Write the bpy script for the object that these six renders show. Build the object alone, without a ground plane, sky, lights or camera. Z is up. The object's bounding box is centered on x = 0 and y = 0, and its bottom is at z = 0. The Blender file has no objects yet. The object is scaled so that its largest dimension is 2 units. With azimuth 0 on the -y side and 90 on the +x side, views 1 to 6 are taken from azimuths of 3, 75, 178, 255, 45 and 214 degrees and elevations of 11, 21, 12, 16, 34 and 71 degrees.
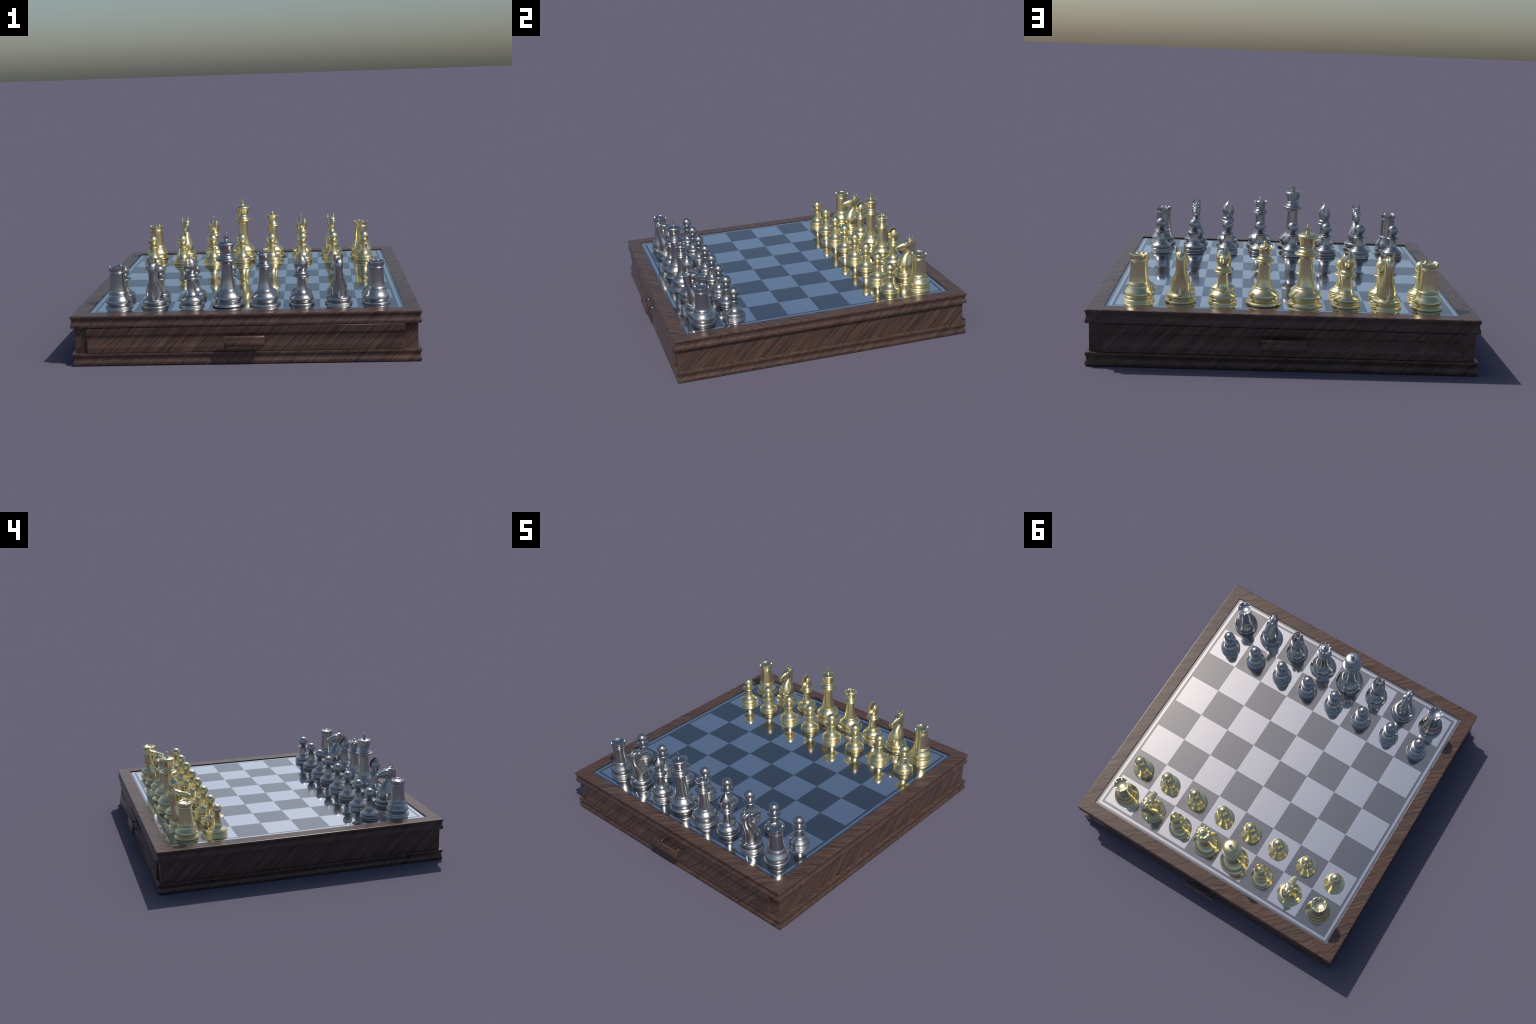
"""Wooden drawer-box chess board with mirror-polished squares and a full set of
gold and silver coloured metal pieces."""
import bpy, bmesh, math
from mathutils import Vector, Matrix

ZB = 0.2745            # top of the playing surface
SQ = 0.2068            # side of one square
COLL = bpy.context.scene.collection


# ------------------------------------------------------------------ materials
def new_mat(name):
    m = bpy.data.materials.new(name)
    m.use_nodes = True
    nt = m.node_tree
    nt.nodes.clear()
    out = nt.nodes.new("ShaderNodeOutputMaterial")
    bsdf = nt.nodes.new("ShaderNodeBsdfPrincipled")
    nt.links.new(bsdf.outputs[0], out.inputs[0])
    return m, nt, bsdf


def N(nt, kind, **kw):
    n = nt.nodes.new(kind)
    for k, v in kw.items():
        setattr(n, k, v)
    return n


def math_node(nt, op, a, b=None, c=None):
    n = N(nt, "ShaderNodeMath", operation=op)
    for i, v in enumerate((a, b, c)):
        if v is None:
            continue
        if isinstance(v, (int, float)):
            n.inputs[i].default_value = v
        else:
            nt.links.new(v, n.inputs[i])
    return n.outputs[0]


def ramp(nt, fac, stops):
    r = N(nt, "ShaderNodeValToRGB")
    els = r.color_ramp.elements
    while len(els) < len(stops):
        els.new(0.5)
    for e, (p, c) in zip(els, stops):
        e.position = p
        e.color = (*c, 1)
    nt.links.new(fac, r.inputs[0])
    return r.outputs[0]


def metal(name, colour, rough, grain=0.015):
    """Polished metal; a very fine noise keeps the gloss from being uniform."""
    m, nt, b = new_mat(name)
    b.inputs["Metallic"].default_value = 1.0
    tc = N(nt, "ShaderNodeTexCoord")
    no = N(nt, "ShaderNodeTexNoise")
    no.inputs["Scale"].default_value = 60
    no.inputs["Detail"].default_value = 3
    nt.links.new(tc.outputs["Object"], no.inputs["Vector"])
    lo = tuple(c * 0.98 for c in colour)
    nt.links.new(ramp(nt, no.outputs["Fac"], [(0.3, lo), (0.7, colour)]), b.inputs["Base Color"])
    r = math_node(nt, "MULTIPLY_ADD", no.outputs["Fac"], grain * 2, rough - grain)
    nt.links.new(r, b.inputs["Roughness"])
    return m


def wood_material():
    """Walnut veneer: box-projected, grain running diagonally on every face."""
    m, nt, b = new_mat("walnut_wood")
    tc = N(nt, "ShaderNodeTexCoord")
    geo = N(nt, "ShaderNodeNewGeometry")
    p = N(nt, "ShaderNodeSeparateXYZ")
    nt.links.new(tc.outputs["Object"], p.inputs[0])
    n = N(nt, "ShaderNodeSeparateXYZ")
    nt.links.new(geo.outputs["True Normal"], n.inputs[0])
    ax, ay, az = (math_node(nt, "ABSOLUTE", n.outputs[i]) for i in range(3))
    is_top = math_node(nt, "MULTIPLY", math_node(nt, "GREATER_THAN", az, ax),
                       math_node(nt, "GREATER_THAN", az, ay))
    is_x = math_node(nt, "GREATER_THAN", ax, ay)
    sx = math_node(nt, "SIGN", n.outputs[0])
    sy = math_node(nt, "MULTIPLY", math_node(nt, "SIGN", n.outputs[1]), -1.0)

    def mix(f, a, c):   # a where f=0, c where f=1
        return math_node(nt, "ADD", math_node(nt, "MULTIPLY", a, math_node(nt, "SUBTRACT", 1.0, f)),
                         math_node(nt, "MULTIPLY", c, f))
    u_side = mix(is_x, math_node(nt, "MULTIPLY", p.outputs[0], sy), math_node(nt, "MULTIPLY", p.outputs[1], sx))
    u = mix(is_top, u_side, p.outputs[0])
    v = mix(is_top, p.outputs[2], p.outputs[1])
    # the four sides are cut from different places of the veneer
    shift = mix(is_top, math_node(nt, "MULTIPLY_ADD", is_x, 3.7, math_node(nt, "MULTIPLY", math_node(nt, "ADD", sx, sy), 1.3)), 9.0)
    along = math_node(nt, "MULTIPLY", math_node(nt, "ADD", u, v), 0.7071)
    across = math_node(nt, "MULTIPLY", math_node(nt, "SUBTRACT", v, u), 0.7071)

    def vec(sa, sc, z=None):
        c = N(nt, "ShaderNodeCombineXYZ")
        nt.links.new(math_node(nt, "MULTIPLY", along, sa), c.inputs[0])
        nt.links.new(math_node(nt, "MULTIPLY", across, sc), c.inputs[1])
        nt.links.new(shift, c.inputs[2])
        return c.outputs[0]

    def noise(vector, scale, detail=2.0, rough=0.5):
        t = N(nt, "ShaderNodeTexNoise")
        t.inputs["Scale"].default_value = scale
        t.inputs["Detail"].default_value = detail
        t.inputs["Roughness"].default_value = rough
        nt.links.new(vector, t.inputs["Vector"])
        return t.outputs["Fac"]
    warp = noise(vec(mix(is_top, 0.45, 1.0), 0.75), WOOD["warp_scale"], 1.0)
    fine_warp = noise(vec(1.0, 2.0), 26.0, 1.0)
    # the top shows the figured cut (strong arches), the sides a straighter one
    amount = mix(is_top, math_node(nt, "MULTIPLY", is_x, 0.012), WOOD["warp"])
    amount = math_node(nt, "ADD", amount, math_node(nt, "MULTIPLY", math_node(nt, "SUBTRACT", 1.0, is_top), WOOD["side_warp"]))
    b1 = math_node(nt, "MULTIPLY_ADD", math_node(nt, "SUBTRACT", warp, 0.5), amount, across)
    b1 = math_node(nt, "MULTIPLY_ADD", math_node(nt, "SUBTRACT", fine_warp, 0.5), 0.006, b1)
    # streaks: noise over the warped across-grain coordinate, long along the grain
    def streak(freq, along_freq, detail):
        c = N(nt, "ShaderNodeCombineXYZ")
        nt.links.new(math_node(nt, "MULTIPLY", b1, freq), c.inputs[0])
        nt.links.new(math_node(nt, "MULTIPLY", along, along_freq), c.inputs[1])
        nt.links.new(shift, c.inputs[2])
        return noise(c.outputs[0], 1.0, detail, 0.62)
    s1 = streak(76.0, 2.4, 2.0)
    s2 = streak(190.0, 6.0, 1.0)
    # growth rings: soft dark late-wood lines
    ring = math_node(nt, "FRACT", math_node(nt, "MULTIPLY", math_node(nt, "MULTIPLY_ADD", s1, 0.016, b1), WOOD["rings"]))
    ring = math_node(nt, "POWER", ring, 2.4)
    tone = math_node(nt, "MULTIPLY_ADD", s2, 0.35, math_node(nt, "MULTIPLY", s1, 0.85))
    tone = math_node(nt, "MULTIPLY_ADD", ring, -0.08, tone)
    col = ramp(nt, tone, WOOD["ramp"])
    # broad drift between redder and browner areas
    drift = noise(vec(1.0, 1.0), 5.0, 1.0)
    mx = N(nt, "ShaderNodeMix", data_type="RGBA", blend_type="MULTIPLY")
    mx.inputs["Factor"].default_value = 1.0
    nt.links.new(col, mx.inputs["A"])
    nt.links.new(ramp(nt, drift, [(0.35, (1.06, 0.95, 0.92)), (0.65, (0.96, 1.0, 0.98))]), mx.inputs["B"])
    nt.links.new(mx.outputs["Result"], b.inputs["Base Color"])
    nt.links.new(math_node(nt, "MULTIPLY_ADD", s2, 0.08, WOOD["rough"] - 0.04), b.inputs["Roughness"])
    b.inputs["IOR"].default_value = 1.42
    bump = N(nt, "ShaderNodeBump")
    bump.inputs["Strength"].default_value = 0.12
    bump.inputs["Distance"].default_value = 0.0015
    nt.links.new(s2, bump.inputs["Height"])
    nt.links.new(bump.outputs[0], b.inputs["Normal"])
    return m


WOOD = dict(
    warp=0.042, side_warp=0.014, warp_scale=14.0, rings=85.0, rough=0.28,
    ramp=[(0.37, (0.037, 0.0205, 0.0166)), (0.51, (0.060, 0.0358, 0.0288)),
          (0.61, (0.084, 0.0518, 0.0412)), (0.76, (0.118, 0.0755, 0.0600))],
)
M_WOOD = wood_material()
M_SILVER = metal("silver_metal", (0.44, 0.44, 0.44), 0.252, 0.004)
M_GOLD = metal("gold_metal", (0.80, 0.71, 0.42), 0.252, 0.004)
M_LIGHT = metal("light_mirror", (0.94, 0.93, 0.92), 0.055, 0.002)
M_DARK = metal("dark_mirror", (0.385, 0.382, 0.38), 0.12, 0.003)
M_STEEL = metal("post_metal", (0.22, 0.22, 0.22), 0.34, 0.01)
METAL = {"gold": M_GOLD, "silver": M_SILVER}


# ------------------------------------------------------------------- helpers
def mesh_from(name, verts, faces, sharp=35.0):
    me = bpy.data.meshes.new(name)
    me.from_pydata([tuple(v) for v in verts], [], faces)
    me.validate()
    bm = bmesh.new()
    bm.from_mesh(me)
    bmesh.ops.recalc_face_normals(bm, faces=bm.faces)
    bm.to_mesh(me)
    bm.free()
    me.shade_smooth()
    if sharp is not None:
        me.set_sharp_from_angle(angle=math.radians(sharp))
    return me


def stretch_back(me):
    """The back rails stand a good millimetre further out than the front ones."""
    for v in me.vertices:
        if v.co.y > 0.9:
            v.co.y += 0.0012
    return me


def obj(name, me, parent=None, mat=None, on_object=False):
    o = bpy.data.objects.new(name, me)
    COLL.objects.link(o)
    if parent:
        o.parent = parent
    if mat:
        if not o.data.materials:
            o.data.materials.append(None if on_object else mat)
        if on_object:
            o.material_slots[0].link = "OBJECT"
            o.material_slots[0].material = mat
    return o


def spline(pts, n=4):
    """Centripetal Catmull-Rom through pts (any dimension)."""
    P = [Vector(p) for p in pts]
    if len(P) < 3:
        return P
    P = [P[0] * 2 - P[1]] + P + [P[-1] * 2 - P[-2]]
    out = []
    for i in range(1, len(P) - 2):
        p0, p1, p2, p3 = P[i - 1:i + 3]
        t0 = 0.0
        t1 = t0 + max((p1 - p0).length, 1e-9) ** 0.5
        t2 = t1 + max((p2 - p1).length, 1e-9) ** 0.5
        t3 = t2 + max((p3 - p2).length, 1e-9) ** 0.5
        for k in range(n):
            t = t1 + (t2 - t1) * k / n
            a1 = p0 * ((t1 - t) / (t1 - t0)) + p1 * ((t - t0) / (t1 - t0))
            a2 = p1 * ((t2 - t) / (t2 - t1)) + p2 * ((t - t1) / (t2 - t1))
            a3 = p2 * ((t3 - t) / (t3 - t2)) + p3 * ((t - t2) / (t3 - t2))
            b1 = a1 * ((t2 - t) / (t2 - t0)) + a2 * ((t - t0) / (t2 - t0))
            b2 = a2 * ((t3 - t) / (t3 - t1)) + a3 * ((t - t1) / (t3 - t1))
            out.append(b1 * ((t2 - t) / (t2 - t1)) + b2 * ((t - t1) / (t2 - t1)))
    out.append(P[-2])
    return out


def profile(runs, n=4):
    """Runs of (r, z); each run is a smooth curve, runs meet in a crease."""
    out = []
    for r in runs:
        s = spline([Vector((a, b)) for a, b in r], n)
        if out and (s[0] - out[-1]).length < 1e-6:
            s = s[1:]
        out += s
    return [(max(p[0], 0.0), p[1]) for p in out]


def lathe(name, prof, seg=72, mod=None, sharp=38.0):
    """Solid of revolution; the ends are closed on the axis. mod(r,z,a)->(r,z)."""
    verts, faces, rings = [], [], []
    for r, z in prof:
        if r < 1e-5:
            rings.append([len(verts)])
            verts.append((0, 0, z))
        else:
            ring = []
            for i in range(seg):
                a = 2 * math.pi * i / seg
                rr, zz = mod(r, z, a) if mod else (r, z)
                ring.append(len(verts))
                verts.append((rr * math.cos(a), rr * math.sin(a), zz))
            rings.append(ring)
    for A, B in zip(rings, rings[1:]):
        for i in range(seg):
            j = (i + 1) % seg
            if len(A) == 1 and len(B) == 1:
                break
            if len(A) == 1:
                faces.append((A[0], B[i], B[j]))
            elif len(B) == 1:
                faces.append((A[i], A[j], B[0]))
            else:
                faces.append((A[i], A[j], B[j], B[i]))
    if len(rings[0]) > 1:
        faces.append(tuple(reversed(rings[0])))
    if len(rings[-1]) > 1:
        faces.append(tuple(rings[-1]))
    return mesh_from(name, verts, faces, sharp)


def square_ring(h, rc, z, k=5):
    """Corner-rounded square outline of half size h."""
    pts = []
    for q in range(4):
        cx, cy = [(1, 1), (-1, 1), (-1, -1), (1, -1)][q]
        for i in range(k):
            a = math.pi / 2 * (q + i / (k - 1))
            pts.append(((h - rc) * cx + rc * math.cos(a), (h - rc) * cy + rc * math.sin(a), z))
    return pts


def square_sweep(name, prof, closed=False, cap=(False, False), sharp=40.0):
    """Mouldings: rings of (half size, z, corner radius) joined one to the next."""
    verts, faces = [], []
    rings = []
    for h, z, rc in prof:
        r = square_ring(h, rc, z)
        rings.append(range(len(verts), len(verts) + len(r)))
        verts += r
    n = len(rings[0])
    pairs = list(zip(rings, rings[1:]))
    if closed:
        pairs.append((rings[-1], rings[0]))
    for A, B in pairs:
        for i in range(n):
            j = (i + 1) % n
            faces.append((A[i], A[j], B[j], B[i]))
    if cap[0]:
        faces.append(tuple(reversed(rings[0])))
    if cap[1]:
        faces.append(tuple(rings[-1]))
    return mesh_from(name, verts, faces, sharp)


def extrude_x(name, outline, x0, x1, bevel=0.0012, sharp=40.0):
    """Bar along x with the given (y, z) outline; its ends are slightly eased."""
    cy = sum(p[0] for p in outline) / len(outline)
    cz = sum(p[1] for p in outline) / len(outline)
    verts, faces = [], []
    n = len(outline)
    for x, s in ((x0, bevel), (x0 + bevel, 0), (x1 - bevel, 0), (x1, bevel)):
        for y, z in outline:
            d = Vector((cy - y, cz - z))
            d = d.normalized() * s if d.length > 0 else d
            verts.append((x, y + d.x, z + d.y))
    for k in range(3):
        for i in range(n):
            j = (i + 1) % n
            faces.append((k * n + i, k * n + j, (k + 1) * n + j, (k + 1) * n + i))
    faces.append(tuple(range(n)))
    faces.append(tuple(range(3 * n, 4 * n)))
    return mesh_from(name, verts, faces, sharp)


def box_mesh(name, lo, hi):
    (a, b, c), (d, e, f) = lo, hi
    v = [(a, b, c), (d, b, c), (d, e, c), (a, e, c), (a, b, f), (d, b, f), (d, e, f), (a, e, f)]
    q = [(0, 3, 2, 1), (4, 5, 6, 7), (0, 1, 5, 4), (1, 2, 6, 5), (2, 3, 7, 6), (3, 0, 4, 7)]
    return mesh_from(name, v, q)


def empty(name, loc=(0, 0, 0), rot=0.0):
    o = bpy.data.objects.new(name, None)
    o.empty_display_size = 0.05
    o.location = loc
    o.rotation_euler = (0, 0, rot)
    COLL.objects.link(o)
    return o


def applied(me_or_obj_name, me, mods):
    """Run a list of modifiers on a mesh and return the resulting mesh."""
    o = bpy.data.objects.new("helper", me)
    COLL.objects.link(o)
    for kind, kw in mods:
        m = o.modifiers.new(kind, kind)
        for k, v in kw.items():
            setattr(m, k, v)
    dg = bpy.context.evaluated_depsgraph_get()
    dg.update()
    res = bpy.data.meshes.new_from_object(o.evaluated_get(dg))
    bpy.data.objects.remove(o)
    res.name = me_or_obj_name
    return res


# ------------------------------------------------------------- the wooden box
def build_box():
    root = empty("chess_box")
    root["label"] = "dark walnut chess box with drawers and mirrored checkered top"
    root["category"] = "chess board"
    R = 0.0070
    base = [(0.900, 0.0, R), (0.9518, 0.0, R), (0.9546, 0.0012, R), (0.9555, 0.0040, R)]
    base += [(p[0], p[1], R) for p in spline([(0.9555, 0.0140), (0.9550, 0.0180), (0.9526, 0.0230), (0.9506, 0.0285), (0.9498, 0.0345),
                                             (0.9502, 0.0410), (0.9520, 0.0470), (0.9546, 0.0530), (0.9555, 0.0570)], 3)]
    base += [(0.9555, 0.0645, R), (0.9548, 0.0672, R), (0.9526, 0.0685, R), (0.930, 0.0685, R), (0.930, 0.060, R), (0.900, 0.060, R)]
    obj("base_moulding", stretch_back(square_sweep("base_moulding", base, closed=True)), root, M_WOOD)
    obj("bottom_panel", box_mesh("bottom_panel", (-0.901, -0.901, 0.002), (0.901, 0.901, 0.010)), root, M_WOOD)
    obj("carcass", square_sweep("carcass", [(0.937, 0.0600, 0.003), (0.937, 0.2200, 0.003)], cap=(True, True)), root, M_WOOD)
    top = [(0.900, 0.2125, R), (0.9518, 0.2125, R), (0.9546, 0.2137, R), (0.9555, 0.2165, R)]
    top += [(p[0], p[1], R) for p in spline([(0.9555, 0.2255), (0.9548, 0.2300), (0.9526, 0.2350), (0.9504, 0.2410), (0.9496, 0.2475),
                                            (0.9501, 0.2540), (0.9520, 0.2605), (0.9546, 0.2665), (0.9555, 0.2705)], 3)]
    top += [(0.9555, 0.2755, R), (0.9548, 0.2786, R), (0.9530, 0.2801, R), (0.9503, 0.2806, 0.005), (0.9485, 0.2806, 0.005),
            (0.8752, 0.2806, 0.010), (0.8732, 0.2806, 0.010), (0.8727, 0.2804, 0.010), (0.8725, 0.2799, 0.010), (0.8725, 0.2660, 0.010), (0.900, 0.2660, 0.010)]
    obj("top_moulding", stretch_back(square_sweep("top_moulding", top, closed=True)), root, M_WOOD)

    # ---- drawers, one in the front and one in the back
    W = 0.8665
    face = spline([(0.9537, 0.1735), (0.9528, 0.1700), (0.9500, 0.1635), (0.9480, 0.1560), (0.9474, 0.1480), (0.9478, 0.1380),
                   (0.9492, 0.1250), (0.9512, 0.1130), (0.9530, 0.1050), (0.9537, 0.1015)], 3)
    front = [(0.930, 0.2107), (0.9525, 0.2107), (0.9537, 0.2093)] + [tuple(p) for p in face] + [(0.9537, 0.0720), (0.9525, 0.0706), (0.930, 0.0706)]
    grip = spline([(0.9806, 0.1135), (0.9840, 0.1085), (0.9900, 0.1068), (0.9960, 0.1095), (0.9995, 0.1165), (1.0000, 0.1225), (0.9985, 0.1330),
                   (0.9962, 0.1420), (0.9954, 0.1490), (0.9950, 0.1545), (0.9925, 0.1600), (0.9885, 0.1645), (0.9840, 0.1645), (0.9806, 0.1600),
                   (0.9800, 0.1370), (0.9806, 0.1135)], 3)[:-1]
    post = [[(0.0, 0.9440), (0.0052, 0.9440), (0.0052, 0.9555)], [(0.0052, 0.9555), (0.0042, 0.9568), (0.0042, 0.9585)],
            [(0.0042, 0.9585), (0.0052, 0.9598), (0.0052, 0.9820)], [(0.0052, 0.9820), (0.0, 0.9820)]]
    rot = Matrix.Rotation(-math.pi / 2, 4, "X")
    me_front = extrude_x("drawer_front", front, -W, W, 0.0014)
    me_grip = extrude_x("handle_bar", grip, -0.1085, 0.1085, 0.0015)
    me_post = lathe("handle_post", profile(post, 1), 24)
    me_post.transform(rot)
    for side in (-1, 1):
        d = empty("drawer", (0, 0, 0), math.pi if side < 0 else 0.0)
        d.parent = root
        # wood is mapped on object coordinates in the box's own frame
        for me, nm in ((me_front, "drawer_front"), (me_grip, "handle_bar")):
            m2 = me.copy()
            if side < 0:
                m2.transform(Matrix.Rotation(math.pi, 4, "Z"))
            o = obj(nm, m2, d, M_WOOD)
            o.matrix_parent_inverse = d.matrix_basis.inverted()
        for x in (-0.078, 0.078):
            o = obj("handle_post", me_post, d, M_STEEL)
            o.location = (x, 0, 0.1370)

    # ---- playing surface: inlaid mirror squares with a double border line
    bd = empty("playing_surface")
    bd.parent = root
    H = 4 * SQ
    z0 = ZB - 0.008
    obj("board_plate", box_mesh("board_plate", (-0.8735, -0.8735, 0.2600), (0.8735, 0.8735, z0)), bd, M_DARK)

    def band(nm, ho, hi, mat, ro=0.0001, ri=0.0001):
        prof = [(ho, z0 + 0.0002, ro), (ho, ZB, ro), (hi, ZB, ri), (hi, z0 + 0.0002, ri)]
        obj(nm, square_sweep(nm, prof, closed=True, sharp=30), bd, mat)
    band("outer_border", 0.8722, 0.8572, M_DARK, 0.009)
    band("border_line", 0.8572, 0.8417, M_LIGHT)
    band("inner_border", 0.8417, H, M_DARK)
    tile = box_mesh("square", (-SQ / 2, -SQ / 2, z0 + 0.0002 - ZB), (SQ / 2, SQ / 2, 0))
    tile.materials.append(None)
    for i in range(8):
        for j in range(8):
            light = (i + j) % 2 == 0
            o = obj("light_square" if light else "dark_square", tile, bd, M_LIGHT if light else M_DARK, True)
            o.location = ((i - 3.5) * SQ, (j - 3.5) * SQ, ZB)
    return root


# ---------------------------------------------------------------- the pieces
def pedestal_disc(r, neck, zt=0.0125, hz=0.0065):
    """Foot disc: short upright edge, rounded shoulder, down into a neck."""
    return [[(0.0, 0.0), (r - 0.0015, 0.0)], [(r - 0.0015, 0.0), (r - 0.0003, 0.0012), (r, 0.0030), (r, hz - 0.001)],
            [(r, hz - 0.001), (r - 0.0008, hz + 0.0012), (r - 0.0035, hz + 0.0040), (r - 0.0085, zt)], [(r - 0.0085, zt), (neck + 0.002, zt + 0.0004), (neck, zt + 0.0016)]]


def close(p):
    return [[(p[0][0][0] * 0, p[0][0][1]), p[0][0]]] + p


def part_lathe(name, runs, seg=72, n=4, mod=None, bottom=True, top=True):
    pr = profile(runs, n)
    if bottom and pr[0][0] > 1e-5:
        pr = [(0.0, pr[0][1])] + pr
    if top and pr[-1][0] > 1e-5:
        pr = pr + [(0.0, pr[-1][1])]
    return lathe(name, pr, seg, mod)


def pawn_parts():
    base = pedestal_disc(0.0655, 0.0565, 0.0115, 0.0080)
    base[2:] = [[(0.0655, 0.0072), (0.0645, 0.0098), (0.0618, 0.0112)], [(0.0618, 0.0112), (0.0572, 0.0118), (0.0560, 0.0135)]]
    base += [[(0.0560, 0.0135), (0.0580, 0.0158), (0.0612, 0.0180), (0.0632, 0.0215), (0.0635, 0.0250), (0.0615, 0.0295), (0.0560, 0.0340),
              (0.0480, 0.0395), (0.0410, 0.0445)], [(0.0410, 0.0445), (0.0392, 0.0448)]]
    stem = [[(0.0392, 0.0430), (0.0395, 0.0450), (0.0385, 0.0470), (0.0345, 0.0520), (0.0305, 0.0590), (0.0272, 0.0690), (0.0252, 0.0800),
             (0.0240, 0.0920), (0.0238, 0.1040)]]
    collar = [[(0.0236, 0.1020), (0.0245, 0.1070), (0.0290, 0.1098), (0.0360, 0.1122), (0.0425, 0.1152), (0.0440, 0.1178), (0.0425, 0.1196)],
              [(0.0425, 0.1196), (0.0340, 0.1220), (0.0265, 0.1248), (0.0205, 0.1282), (0.0160, 0.1320)]]
    R, c = 0.0337, 0.1630
    head = [[(R * math.sin(t), c - R * math.cos(t)) for t in [0.0001] + [math.pi * k / 36 for k in range(1, 36)]] + [(0, c + R)]]
    return [("base", part_lathe("pawn_base", base)), ("stem", part_lathe("pawn_stem", stem)),
            ("collar", part_lathe("pawn_collar", collar)), ("head", lathe("pawn_head", profile(head, 1)))]


def rook_parts():
    base = pedestal_disc(0.0788, 0.0635)
    base += [[(0.0635, 0.0141), (0.0640, 0.0170), (0.0668, 0.0210), (0.0710, 0.0255), (0.0733, 0.0305), (0.0738, 0.0355), (0.0725, 0.0415),
              (0.0695, 0.0475), (0.0645, 0.0550), (0.0595, 0.0630), (0.0562, 0.0700), (0.0545, 0.0765)], [(0.0545, 0.0765), (0.0532, 0.0785)]]
    stem = [[(0.0528, 0.0775), (0.0545, 0.0800), (0.0552, 0.0830), (0.0545, 0.0865), (0.0520, 0.0900), (0.0500, 0.0928)],
            [(0.0500, 0.0928), (0.0490, 0.0960), (0.0475, 0.1060), (0.0458, 0.1200), (0.0443, 0.1380), (0.0432, 0.1580), (0.0425, 0.1780), (0.0420, 0.1950)],
            [(0.0420, 0.1950), (0.0432, 0.1968), (0.0438, 0.1995), (0.0434, 0.2022), (0.0422, 0.2040)], [(0.0422, 0.2040), (0.0418, 0.2070)]]
    tower_out = [[(0.0418, 0.2068), (0.0430, 0.2085), (0.0452, 0.2120), (0.0464, 0.2165), (0.0470, 0.2230), (0.0472, 0.2325)],
                 [(0.0472, 0.2325), (0.0468, 0.2342), (0.0458, 0.2348), (0.0436, 0.2348), (0.0424, 0.2342)],
                 [(0.0424, 0.2342)] + [(0.0424 * t, 0.2337 - math.sqrt(0.0655 ** 2 - (0.0424 * t) ** 2) + 0.0499) for t in (0.98, 0.94, 0.88, 0.8, 0.7, 0.58, 0.44, 0.3, 0.15, 0.0)]]

    def notch(r, z, a):
        # six notches cut down through the rim between the battlements
        if r < 0.0335 or z < 0.2255:
            return r, z
        w = ((a / (2 * math.pi) * 6 + 0.5) % 1.0) - 0.5
        d = abs(w) * 2 * math.pi / 6 * r
        cut = 1.0 if d < 0.0030 else max(0.0, 1 - (d - 0.0030) / 0.0038)
        floor = 0.2268
        return r, z - (z - floor) * cut if z > floor else z
    return [("base", part_lathe("rook_base", base)), ("tower", part_lathe("rook_tower", stem)),
            ("battlement", part_lathe("rook_battlement", tower_out, seg=144, mod=notch))]


def knight_base():
    base = pedestal_disc(0.0788, 0.0615)
    base += [[(0.0615, 0.0141), (0.0625, 0.0165), (0.0655, 0.0195), (0.0700, 0.0235), (0.0724, 0.0285), (0.0727, 0.0330), (0.0712, 0.0372)],
             [(0.0712, 0.0372), (0.0660, 0.0415), (0.0590, 0.0450), (0.0520, 0.0468), (0.0300, 0.0475), (0.0, 0.0478)]]
    return part_lathe("knight_base", base)


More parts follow.
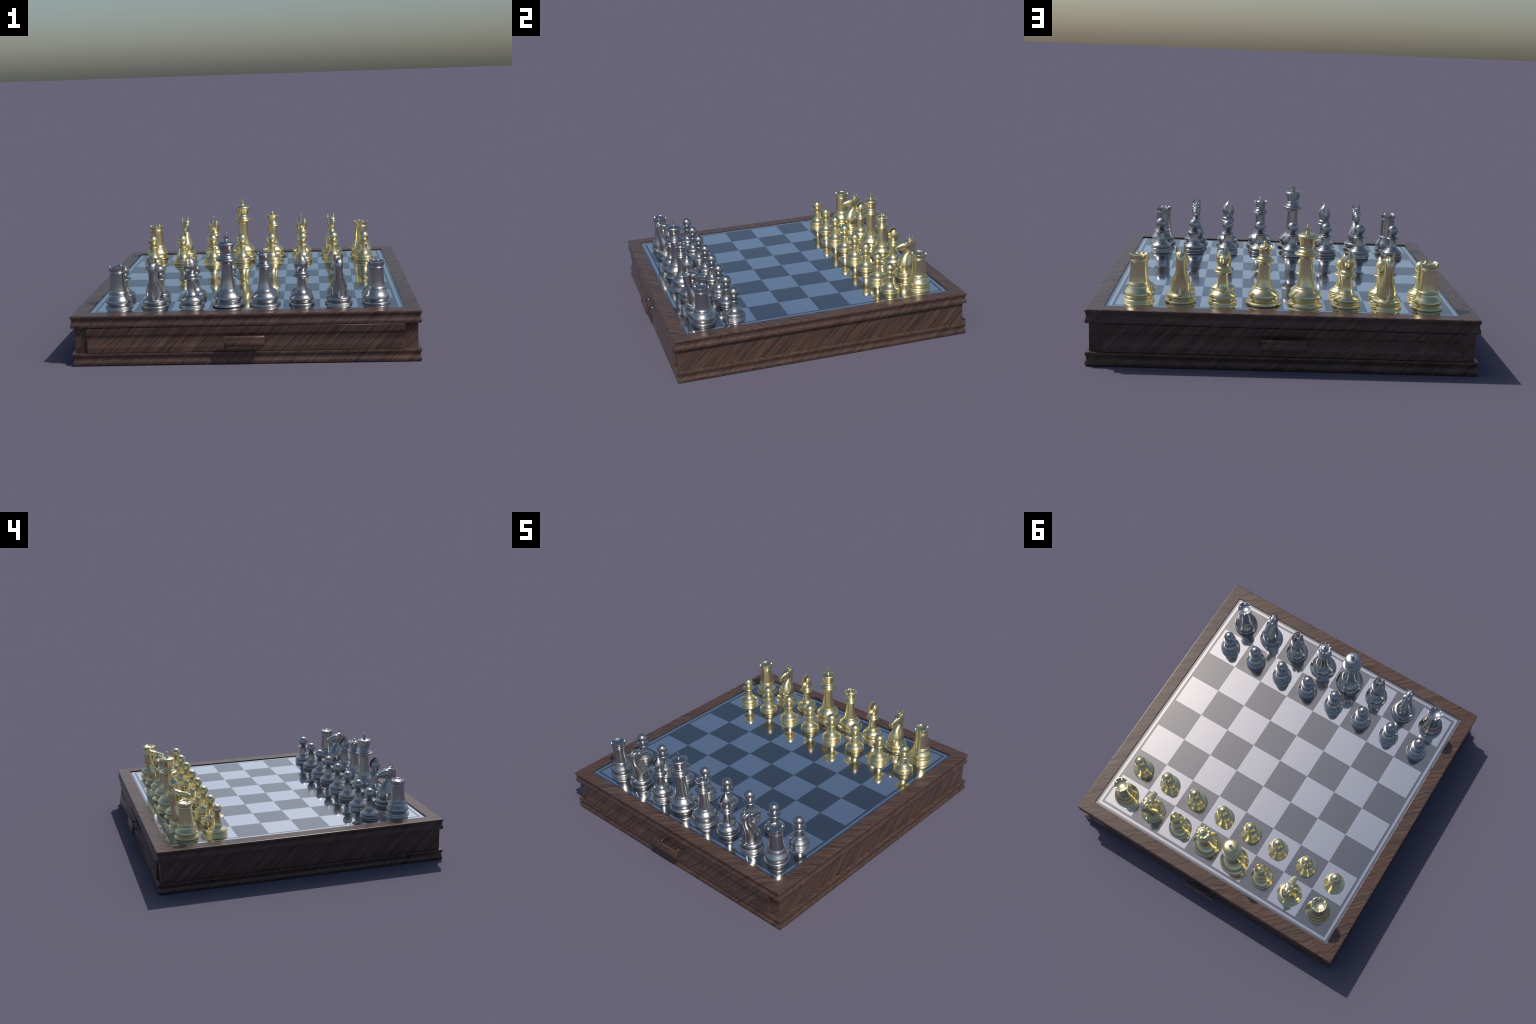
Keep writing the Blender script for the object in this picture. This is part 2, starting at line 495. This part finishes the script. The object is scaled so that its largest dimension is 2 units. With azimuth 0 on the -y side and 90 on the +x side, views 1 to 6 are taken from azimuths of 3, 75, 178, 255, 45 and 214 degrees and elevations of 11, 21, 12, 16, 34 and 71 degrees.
def bishop_parts():
    base = pedestal_disc(0.0735, 0.0570)
    base += [[(0.0570, 0.0141), (0.0585, 0.0170), (0.0620, 0.0212), (0.0662, 0.0265), (0.0683, 0.0320), (0.0682, 0.0370), (0.0660, 0.0422),
              (0.0610, 0.0485), (0.0545, 0.0550), (0.0480, 0.0598), (0.0420, 0.0630)], [(0.0420, 0.0630), (0.0405, 0.0638)]]
    stem = [[(0.0402, 0.0625), (0.0405, 0.0650), (0.0388, 0.0680), (0.0345, 0.0735), (0.0308, 0.0800), (0.0282, 0.0880), (0.0263, 0.0990), (0.0252, 0.1120),
             (0.0246, 0.1260), (0.0246, 0.1400), (0.0250, 0.1455)]]
    collar = [[(0.0248, 0.1440), (0.0258, 0.1470), (0.0295, 0.1492), (0.0360, 0.1515), (0.0430, 0.1548), (0.0458, 0.1585), (0.0458, 0.1608), (0.0440, 0.1630)],
              [(0.0440, 0.1630), (0.0390, 0.1648), (0.0355, 0.1655)],
              [(0.0355, 0.1655), (0.0362, 0.1680), (0.0372, 0.1710), (0.0374, 0.1740), (0.0362, 0.1770), (0.0335, 0.1800)],
              [(0.0335, 0.1800), (0.0300, 0.1822), (0.0288, 0.1845)],
              [(0.0288, 0.1845), (0.0298, 0.1862), (0.0298, 0.1882), (0.0284, 0.1900)]]
    mit = [[(0.0, 0.1870), (0.0280, 0.1870), (0.0300, 0.1915), (0.0330, 0.1985), (0.0358, 0.2070), (0.0374, 0.2170), (0.0376, 0.2270), (0.0362, 0.2370), (0.0330, 0.2470),
            (0.0280, 0.2570), (0.0220, 0.2650), (0.0152, 0.2718), (0.0090, 0.2775), (0.0052, 0.2820), (0.0032, 0.2850), (0.0, 0.2858)]]
    body = lathe("bishop_mitre", [(r * 1.02, z) for r, z in profile(mit, 4)], 96)
    # slot cutter: straight walls, floor arched from front to back
    x0, x1 = -0.0195, 0.0030
    rows, verts, faces = [], [], []
    K = 24
    for k in range(K + 1):
        y = -0.06 + 0.12 * k / K
        zf = 0.2235 - 17.0 * min(abs(y), 0.045) ** 2
        rr = 0.0085
        sec = [(x1, 0.31), (x1, zf + rr)]
        for i in range(1, 8):
            a = math.pi / 2 * i / 8
            sec.append((x1 - rr + rr * math.cos(a), zf + rr - rr * math.sin(a)))
        for i in range(0, 8):
            a = math.pi / 2 + math.pi / 2 * i / 8
            sec.append((x0 + rr + rr * math.cos(a), zf + rr - rr * math.sin(a)))
        sec += [(x0, zf + rr), (x0, 0.31)]
        rows.append(range(len(verts), len(verts) + len(sec)))
        verts += [(x, y, z) for x, z in sec]
    n = len(rows[0])
    for A, B in zip(rows, rows[1:]):
        for i in range(n):
            j = (i + 1) % n
            faces.append((A[i], A[j], B[j], B[i]))
    faces += [tuple(rows[0]), tuple(reversed(rows[-1]))]
    cutter = bpy.data.objects.new("helper_cutter", mesh_from("cutter", verts, faces))
    COLL.objects.link(cutter)
    me = applied("bishop_mitre", body, [("BOOLEAN", dict(operation="DIFFERENCE", object=cutter, solver="EXACT")),
                                        ("REMESH", dict(mode="VOXEL", voxel_size=0.0008)),
                                        ("SMOOTH", dict(factor=0.5, iterations=5))])
    bpy.data.objects.remove(cutter)
    me.shade_smooth()
    tip = [[(0.0, 0.2825), (0.0022, 0.2828)], [(0.0022, 0.2828), (0.0042, 0.2848), (0.0046, 0.2868), (0.0038, 0.2888), (0.0018, 0.2902), (0.0, 0.2905)]]
    return [("base", part_lathe("bishop_base", base)), ("stem", part_lathe("bishop_stem", stem)), ("collar", part_lathe("bishop_collar", collar)),
            ("mitre", me), ("finial", part_lathe("bishop_finial", tip, 24))]


def king_parts():
    base = [[(0.0, 0.0), (0.0880, 0.0)], [(0.0880, 0.0), (0.0900, 0.0012), (0.0908, 0.0025), (0.0906, 0.0050), (0.0892, 0.0082)],
            [(0.0892, 0.0082), (0.0850, 0.0130), (0.0800, 0.0175), (0.0745, 0.0203), (0.0712, 0.0215)],
            [(0.0712, 0.0215), (0.0712, 0.0235), (0.0728, 0.0268), (0.0772, 0.0330), (0.0812, 0.0395), (0.0828, 0.0450)],
            [(0.0828, 0.0450), (0.0822, 0.0500), (0.0790, 0.0570), (0.0725, 0.0660), (0.0650, 0.0745), (0.0580, 0.0810), (0.0545, 0.0838)], [(0.0545, 0.0838), (0.0530, 0.0845)]]
    stem = [[(0.0528, 0.0830), (0.0525, 0.0860), (0.0510, 0.0892), (0.0480, 0.0915)],
            [(0.0480, 0.0915), (0.0465, 0.0945), (0.0440, 0.1030), (0.0412, 0.1160), (0.0385, 0.1310), (0.0362, 0.1480), (0.0346, 0.1660), (0.0335, 0.1850),
             (0.0328, 0.2050), (0.0325, 0.2250), (0.0326, 0.2350)]]
    collar = [[(0.0324, 0.2330), (0.0334, 0.2385), (0.0365, 0.2435), (0.0430, 0.2475), (0.0520, 0.2512), (0.0592, 0.2550), (0.0616, 0.2595), (0.0612, 0.2630), (0.0585, 0.2652)],
              [(0.0585, 0.2652), (0.0520, 0.2672), (0.0470, 0.2685)],
              [(0.0470, 0.2685), (0.0472, 0.2715), (0.0462, 0.2748), (0.0435, 0.2775)], [(0.0435, 0.2775), (0.0390, 0.2800), (0.0365, 0.2830), (0.0358, 0.2865)],
              [(0.0358, 0.2865), (0.0378, 0.2888), (0.0384, 0.2915), (0.0374, 0.2945), (0.0358, 0.2962)]]
    crown = [[(0.0354, 0.2950), (0.0358, 0.2985), (0.0366, 0.3060), (0.0382, 0.3140), (0.0410, 0.3230), (0.0448, 0.3325), (0.0478, 0.3395)],
             [(0.0478, 0.3395), (0.0495, 0.3430), (0.0500, 0.3470), (0.0490, 0.3515), (0.0465, 0.3552), (0.0420, 0.3585), (0.0340, 0.3615), (0.0220, 0.3638), (0.0120, 0.3645), (0.0, 0.3646)]]
    knob = [[(0.0, 0.3610), (0.0112, 0.3610), (0.0112, 0.3665)], [(0.0112, 0.3665), (0.0102, 0.3680)],
            [(0.0102, 0.3680), (0.0118, 0.3692), (0.0120, 0.3710), (0.0108, 0.3738), (0.0078, 0.3762), (0.0040, 0.3772), (0.0, 0.3775)]]
    # patty cross with a small bead on top
    zc = 0.3862
    half, tip, thin = 0.0160, 0.0074, 0.0056
    out = [(-tip * 0.8, zc - 0.0120), (tip * 0.8, zc - 0.0120), (thin, zc - thin), (half, zc - tip), (half, zc + tip), (thin, zc + thin),
           (tip * 0.92, zc + 0.0142), (-tip * 0.92, zc + 0.0142), (-thin, zc + thin), (-half, zc + tip), (-half, zc - tip), (-thin, zc - thin)]
    t = 0.0042
    n = len(out)
    verts = [(x, -t, z) for x, z in out] + [(x, t, z) for x, z in out]
    faces = [tuple(range(n)), tuple(reversed(range(n, 2 * n)))] + [(i, (i + 1) % n, n + (i + 1) % n, n + i) for i in range(n)]
    cross = applied("king_cross", mesh_from("cross0", verts, faces), [("BEVEL", dict(width=0.0010, segments=2, limit_method="ANGLE"))])
    cross.shade_smooth()
    cross.set_sharp_from_angle(angle=math.radians(40))
    bead = [[(0.0, 0.3985), (0.0028, 0.3990), (0.0042, 0.4015), (0.0044, 0.4038), (0.0034, 0.4064), (0.0, 0.4078)]]
    return [("base", part_lathe("king_base", base)), ("stem", part_lathe("king_stem", stem)), ("collar", part_lathe("king_collar", collar)),
            ("crown", part_lathe("king_crown", crown)), ("finial", part_lathe("king_finial", knob, 32)), ("cross", cross),
            ("bead", part_lathe("king_bead", bead, 24))]


def queen_parts():
    base = [[(0.0, 0.0), (0.0868, 0.0)], [(0.0868, 0.0), (0.0886, 0.0012), (0.0894, 0.0035), (0.0892, 0.0066), (0.0880, 0.0096)],
            [(0.0880, 0.0096), (0.0830, 0.0130), (0.0770, 0.0160), (0.0710, 0.0182), (0.0668, 0.0192)],
            [(0.0668, 0.0192), (0.0668, 0.0210), (0.0685, 0.0240), (0.0722, 0.0290), (0.0750, 0.0340), (0.0760, 0.0390)],
            [(0.0760, 0.0390), (0.0757, 0.0450), (0.0735, 0.0520), (0.0680, 0.0600), (0.0605, 0.0680), (0.0530, 0.0745), (0.0485, 0.0778)], [(0.0485, 0.0778), (0.0470, 0.0785)]]
    stem = [[(0.0468, 0.0770), (0.0466, 0.0800), (0.0450, 0.0835), (0.0425, 0.0860)],
            [(0.0425, 0.0860), (0.0412, 0.0890), (0.0388, 0.0975), (0.0360, 0.1090), (0.0335, 0.1230), (0.0316, 0.1400), (0.0304, 0.1580), (0.0298, 0.1760),
             (0.0296, 0.1940), (0.0297, 0.2010)]]
    collar = [[(0.0295, 0.1990), (0.0303, 0.2040), (0.0330, 0.2080), (0.0395, 0.2112), (0.0460, 0.2148), (0.0492, 0.2190), (0.0494, 0.2218), (0.0478, 0.2240)],
              [(0.0478, 0.2240), (0.0425, 0.2258), (0.0395, 0.2268)],
              [(0.0395, 0.2268), (0.0396, 0.2300), (0.0386, 0.2332), (0.0360, 0.2355)], [(0.0360, 0.2355), (0.0310, 0.2380), (0.0282, 0.2410), (0.0272, 0.2430)],
              [(0.0272, 0.2430), (0.0290, 0.2450), (0.0296, 0.2472), (0.0290, 0.2496), (0.0276, 0.2510)]]
    cup = [[(0.0273, 0.2500), (0.0278, 0.2545), (0.0288, 0.2620), (0.0310, 0.2710), (0.0345, 0.2800), (0.0385, 0.2870), (0.0428, 0.2920)],
           [(0.0428, 0.2920), (0.0433, 0.2932), (0.0424, 0.2941), (0.0392, 0.2932)],
           [(0.0392, 0.2932), (0.0365, 0.2895), (0.0325, 0.2875), (0.0300, 0.2880)],
           [(0.0300, 0.2880), (0.0270, 0.2920), (0.0210, 0.2962), (0.0130, 0.2990), (0.0, 0.3000)]]

    def scallop(r, z, a):
        if r < 0.0335 or z < 0.2780:
            return r, z
        w = abs(((a / (2 * math.pi) * 10) % 1.0) - 0.5) * 2       # 0 in a notch, 1 on a point
        depth = 0.0076 * max(0.0, 1 - w / 0.85) ** 1.2
        k = min(1.0, (z - 0.2780) / 0.0130)
        return r - 0.25 * depth * k, z - depth * k
    ball = [[(0.0, 0.2960), (0.0058, 0.2960), (0.0056, 0.3010)], [(0.0056, 0.3010), (0.0080, 0.3035), (0.0094, 0.3070), (0.0096, 0.3100), (0.0084, 0.3145), (0.0052, 0.3174), (0.0, 0.3184)]]
    return [("base", part_lathe("queen_base", base)), ("stem", part_lathe("queen_stem", stem)), ("collar", part_lathe("queen_collar", collar)),
            ("crown", part_lathe("queen_crown", cup, seg=160, mod=scallop)), ("finial", part_lathe("queen_finial", ball, 32))]


# ---- knight: the horse faces +y in its own frame
def loft(sections, axis, n=28, p=2.3):
    """sections: (position, centre, half extent in the other profile axis, half width in x)."""
    verts, faces, rows = [], [], []
    for pos, c, h, w in sections:
        rows.append(range(len(verts), len(verts) + n))
        for i in range(n):
            a = 2 * math.pi * i / n
            ca, sa = math.cos(a), math.sin(a)
            ex = math.copysign(abs(ca) ** (2 / p), ca) * w
            eh = math.copysign(abs(sa) ** (2 / p), sa) * h
            verts.append((ex, c + eh, pos) if axis == "z" else (ex, pos, c + eh))
    for A, B in zip(rows, rows[1:]):
        for i in range(n):
            j = (i + 1) % n
            faces.append((A[i], A[j], B[j], B[i]))
    faces += [tuple(reversed(rows[0])), tuple(rows[-1])]
    return verts, faces


def ball(c, r):
    verts, faces = [], []
    rows = []
    for k in range(9):
        t = math.pi * (k + 0.5) / 9
        rows.append(range(len(verts), len(verts) + 14))
        for i in range(14):
            a = 2 * math.pi * i / 14
            verts.append((c[0] + r[0] * math.sin(t) * math.cos(a), c[1] + r[1] * math.sin(t) * math.sin(a), c[2] + r[2] * math.cos(t)))
    for A, B in zip(rows, rows[1:]):
        for i in range(14):
            j = (i + 1) % 14
            faces.append((A[i], A[j], B[j], B[i]))
    faces += [tuple(reversed(rows[0])), tuple(rows[-1])]
    return verts, faces


def fine(sections, k=3):
    return [tuple(v) for v in spline4(sections, k)]


def spline4(pts, k):
    out = []
    n = len(pts)
    for i in range(n - 1):
        for s in range(k):
            t = s / k
            row = []
            for d in range(4):
                p1, p2 = pts[i][d], pts[i + 1][d]
                p0 = pts[i - 1][d] if i else 2 * p1 - p2
                p3 = pts[i + 2][d] if i + 2 < n else 2 * p2 - p1
                row.append(0.5 * (2 * p1 + (p2 - p0) * t + (2 * p0 - 5 * p1 + 4 * p2 - p3) * t * t + (3 * p1 - p0 - 3 * p2 + p3) * t ** 3))
            out.append(row)
    out.append(list(pts[-1]))
    return out


def knight_parts():
    # neck and breast: (z, front, back, half width)
    neck = [(0.042, 0.048, -0.049, 0.0435), (0.050, 0.0535, -0.0505, 0.0458), (0.062, 0.0572, -0.0508, 0.0478), (0.076, 0.0588, -0.0498, 0.0486),
            (0.090, 0.0578, -0.0490, 0.0478), (0.105, 0.0532, -0.0492, 0.0438), (0.120, 0.0462, -0.0508, 0.0382), (0.137, 0.0358, -0.0538, 0.0312),
            (0.153, 0.0228, -0.0572, 0.0258), (0.170, 0.0050, -0.0615, 0.0232), (0.186, -0.0040, -0.0650, 0.0224), (0.203, 0.0010, -0.0678, 0.0230),
            (0.220, 0.0030, -0.0680, 0.0240), (0.236, -0.0020, -0.0640, 0.0238), (0.248, -0.0140, -0.0560, 0.0220), (0.256, -0.0240, -0.0470, 0.0170)]
    secs = [(z, (a + b) / 2, (a - b) / 2 + 0.0008, w + 0.0012) for z, a, b, w in neck]
    parts = [loft(spline4(secs, 3), "z", 36, 2.15)]
    # head: (y, low, high, half width)
    head = [(-0.034, 0.200, 0.2570, 0.0200), (-0.022, 0.190, 0.2575, 0.0240), (-0.010, 0.1845, 0.2545, 0.0262), (0.004, 0.1840, 0.2495, 0.0258), (0.018, 0.1858, 0.2435, 0.0222),
            (0.033, 0.1875, 0.2375, 0.0180), (0.048, 0.1882, 0.2308, 0.0155), (0.060, 0.1870, 0.2258, 0.0148), (0.068, 0.1864, 0.2220, 0.0148),
            (0.0735, 0.1890, 0.2185, 0.0134), (0.0765, 0.1950, 0.2135, 0.0098)]
    secs = [(y, (a + b) / 2, (b - a) / 2 + 0.0007, w + 0.0018) for y, a, b, w in head]
    parts.append(loft(spline4(secs, 3), "y", 32, 2.3))
    for s in (-1, 1):
        parts.append(ball((s * 0.0150, 0.0010, 0.2400), (0.0148, 0.0190, 0.0092)))      # brow and eye
        parts.append(ball((s * 0.0150, -0.0080, 0.2010), (0.0098, 0.0200, 0.0170)))     # cheek
        parts.append(ball((s * 0.0112, 0.0680, 0.2145), (0.0058, 0.0070, 0.0055)))      # nostril
        parts.append(ball((s * 0.0070, 0.0630, 0.1895), (0.0062, 0.0070, 0.0038)))      # lip
        parts.append(ball((s * 0.0180, -0.0290, 0.2500), (0.0085, 0.0095, 0.0090)))     # root of the ear
    verts, faces = [], []
    for v, f in parts:
        o = len(verts)
        verts += v
        faces += [tuple(i + o for i in q) for q in f]
    raw = mesh_from("horse_raw", verts, faces, None)
    body = applied("horse", raw, [("REMESH", dict(mode="VOXEL", voxel_size=0.0013)), ("SMOOTH", dict(factor=0.5, iterations=7))])
    # split into neck and head along the line from throat to poll; shared normals, no seam
    nrm = [v.normal.copy() for v in body.vertices]
    co = [v.co.copy() for v in body.vertices]

    def is_head(c):
        (y0, z0), (y1, z1) = (-0.008, 0.176), (-0.046, 0.262)
        return (c.y - y0) * (z1 - z0) - (c.z - z0) * (y1 - y0) > 0 and c.z > 0.170
    groups = {"horse_neck": [], "horse_head": []}
    for pl in body.polygons:
        groups["horse_head" if is_head(pl.center) else "horse_neck"].append(tuple(pl.vertices))
    res = [("base", knight_base())]
    for nm, fs in groups.items():
        used = sorted({i for f in fs for i in f})
        idx = {o: k for k, o in enumerate(used)}
        me = bpy.data.meshes.new("knight_" + nm)
        me.from_pydata([tuple(co[i]) for i in used], [], [tuple(idx[i] for i in f) for f in fs])
        me.shade_smooth()
        me.normals_split_custom_set_from_vertices([tuple(nrm[i]) for i in used])
        res.append((nm, me))
    # ears: pointed hollow leaves
    for s in (-1, 1):
        v, f = [], []
        rows = []
        for z, y, x, w, t in ((0.249, -0.029, 0.0185, 0.0064, 0.0060), (0.258, -0.0310, 0.0194, 0.0072, 0.0060), (0.266, -0.0335, 0.0200, 0.0071, 0.0050),
                              (0.274, -0.0362, 0.0198, 0.0064, 0.0040), (0.281, -0.0388, 0.0193, 0.0040, 0.0028), (0.2875, -0.0410, 0.0188, 0.0006, 0.0006)):
            rows.append(range(len(v), len(v) + 14))
            for i in range(14):
                a = 2 * math.pi * i / 14
                yy = t * math.sin(a)
                if yy > 0:
                    yy *= -0.10 + 1.10 * abs(math.cos(a)) ** 2      # scooped front
                v.append((s * x + w * math.cos(a), y + yy, z))
        for A, B in zip(rows, rows[1:]):
            for i in range(14):
                j = (i + 1) % 14
                f.append((A[i], A[j], B[j], B[i]))
        f += [tuple(reversed(rows[0])), tuple(rows[-1])]
        res.append(("ear", mesh_from("knight_ear", v, f, 60)))
    # mane: a rounded crest from the forelock down the nape to the pedestal
    path = spline([(-0.0170, 0.2580), (-0.0260, 0.2632), (-0.0400, 0.2630), (-0.0545, 0.2565), (-0.0665, 0.2440), (-0.0722, 0.2260), (-0.0720, 0.2030),
                   (-0.0675, 0.1770), (-0.0610, 0.1470), (-0.0555, 0.1150), (-0.0545, 0.0850), (-0.0568, 0.0650), (-0.0628, 0.0450), (-0.0655, 0.0390)], 5)
    v, f, rows = [], [], []
    L = len(path)
    for k, p in enumerate(path):
        t = (path[min(k + 1, L - 1)] - path[max(k - 1, 0)]).normalized()
        nrm2 = Vector((t.y, -t.x))          # outward from the neck
        if nrm2.dot(p - Vector((-0.01, 0.17))) < 0:
            nrm2 = -nrm2
        s = k / (L - 1)
        w = 0.0048 + 0.0018 * min(1.0, s * 1.6)
        if s < 0.06:
            w *= 0.4 + 0.6 * s / 0.06
        sec = [(-w, -0.012), (-w, -0.0030), (-w * 0.92, -0.0012), (-w * 0.60, 0.0), (0, 0.0004), (w * 0.60, 0.0), (w * 0.92, -0.0012), (w, -0.0030), (w, -0.012)]
        rows.append(range(len(v), len(v) + len(sec)))
        for x, d in sec:
            q = p + nrm2 * d
            v.append((x, q.x, q.y))
    m = len(rows[0])
    for A, B in zip(rows, rows[1:]):
        for i in range(m):
            j = (i + 1) % m
            f.append((A[i], A[j], B[j], B[i]))
    f += [tuple(reversed(rows[0])), tuple(rows[-1])]
    res.append(("mane", mesh_from("knight_mane", v, f, 50)))
    return res


KINDS = {"pawn": pawn_parts(), "rook": rook_parts(), "knight": knight_parts(), "bishop": bishop_parts(), "king": king_parts(), "queen": queen_parts()}
LABEL = {"pawn": "pawn with a ball head on a ringed foot", "rook": "rook tower with a notched battlement",
         "knight": "knight as a horse head with pointed ears", "bishop": "bishop with a deeply slotted pointed mitre",
         "king": "tall king with flared crown and small cross", "queen": "queen with a scalloped crown and ball"}
for parts in KINDS.values():
    for _, me in parts:
        for v in me.vertices:          # the foot plate is 2 mm thicker than the profiles count
            if v.co.z > 1e-4:
                v.co.z += 0.002
        me.materials.clear()
        me.materials.append(None)


def place(kind, metal_name, x, y):
    e = empty(kind, (x, y, ZB), math.pi if metal_name == "gold" else 0.0)
    e["label"] = "polished %s %s" % (metal_name, LABEL[kind])
    e["category"] = "chess piece"
    for nm, me in KINDS[kind]:
        o = bpy.data.objects.new(nm, me)
        COLL.objects.link(o)
        o.parent = e
        o.material_slots[0].link = "OBJECT"
        o.material_slots[0].material = METAL[metal_name]


build_box()
ORDER = ["rook", "knight", "bishop", "king", "queen", "bishop", "knight", "rook"]
# the men stand very nearly, but not exactly, on the centres of their squares
SILVER_X = [-0.7235, -0.517, -0.3095, -0.1020, 0.1050, 0.3115, 0.518, 0.7262]
GOLD_X = [-0.7258, -0.518, -0.3150, -0.1075, 0.1013, 0.3055, 0.515, 0.7225]
SILVER_PAWN = [-0.7285, -0.5197, -0.3090, -0.0980, 0.1065, 0.3080, 0.5170, 0.7221]
for i, k in enumerate(ORDER):
    place(k, "silver", SILVER_X[i], -0.7245)
    place(k, "gold", GOLD_X[i], 0.7245)
for x in SILVER_PAWN:
    place("pawn", "silver", x, -0.5207)
    place("pawn", "gold", -x, 0.5200)
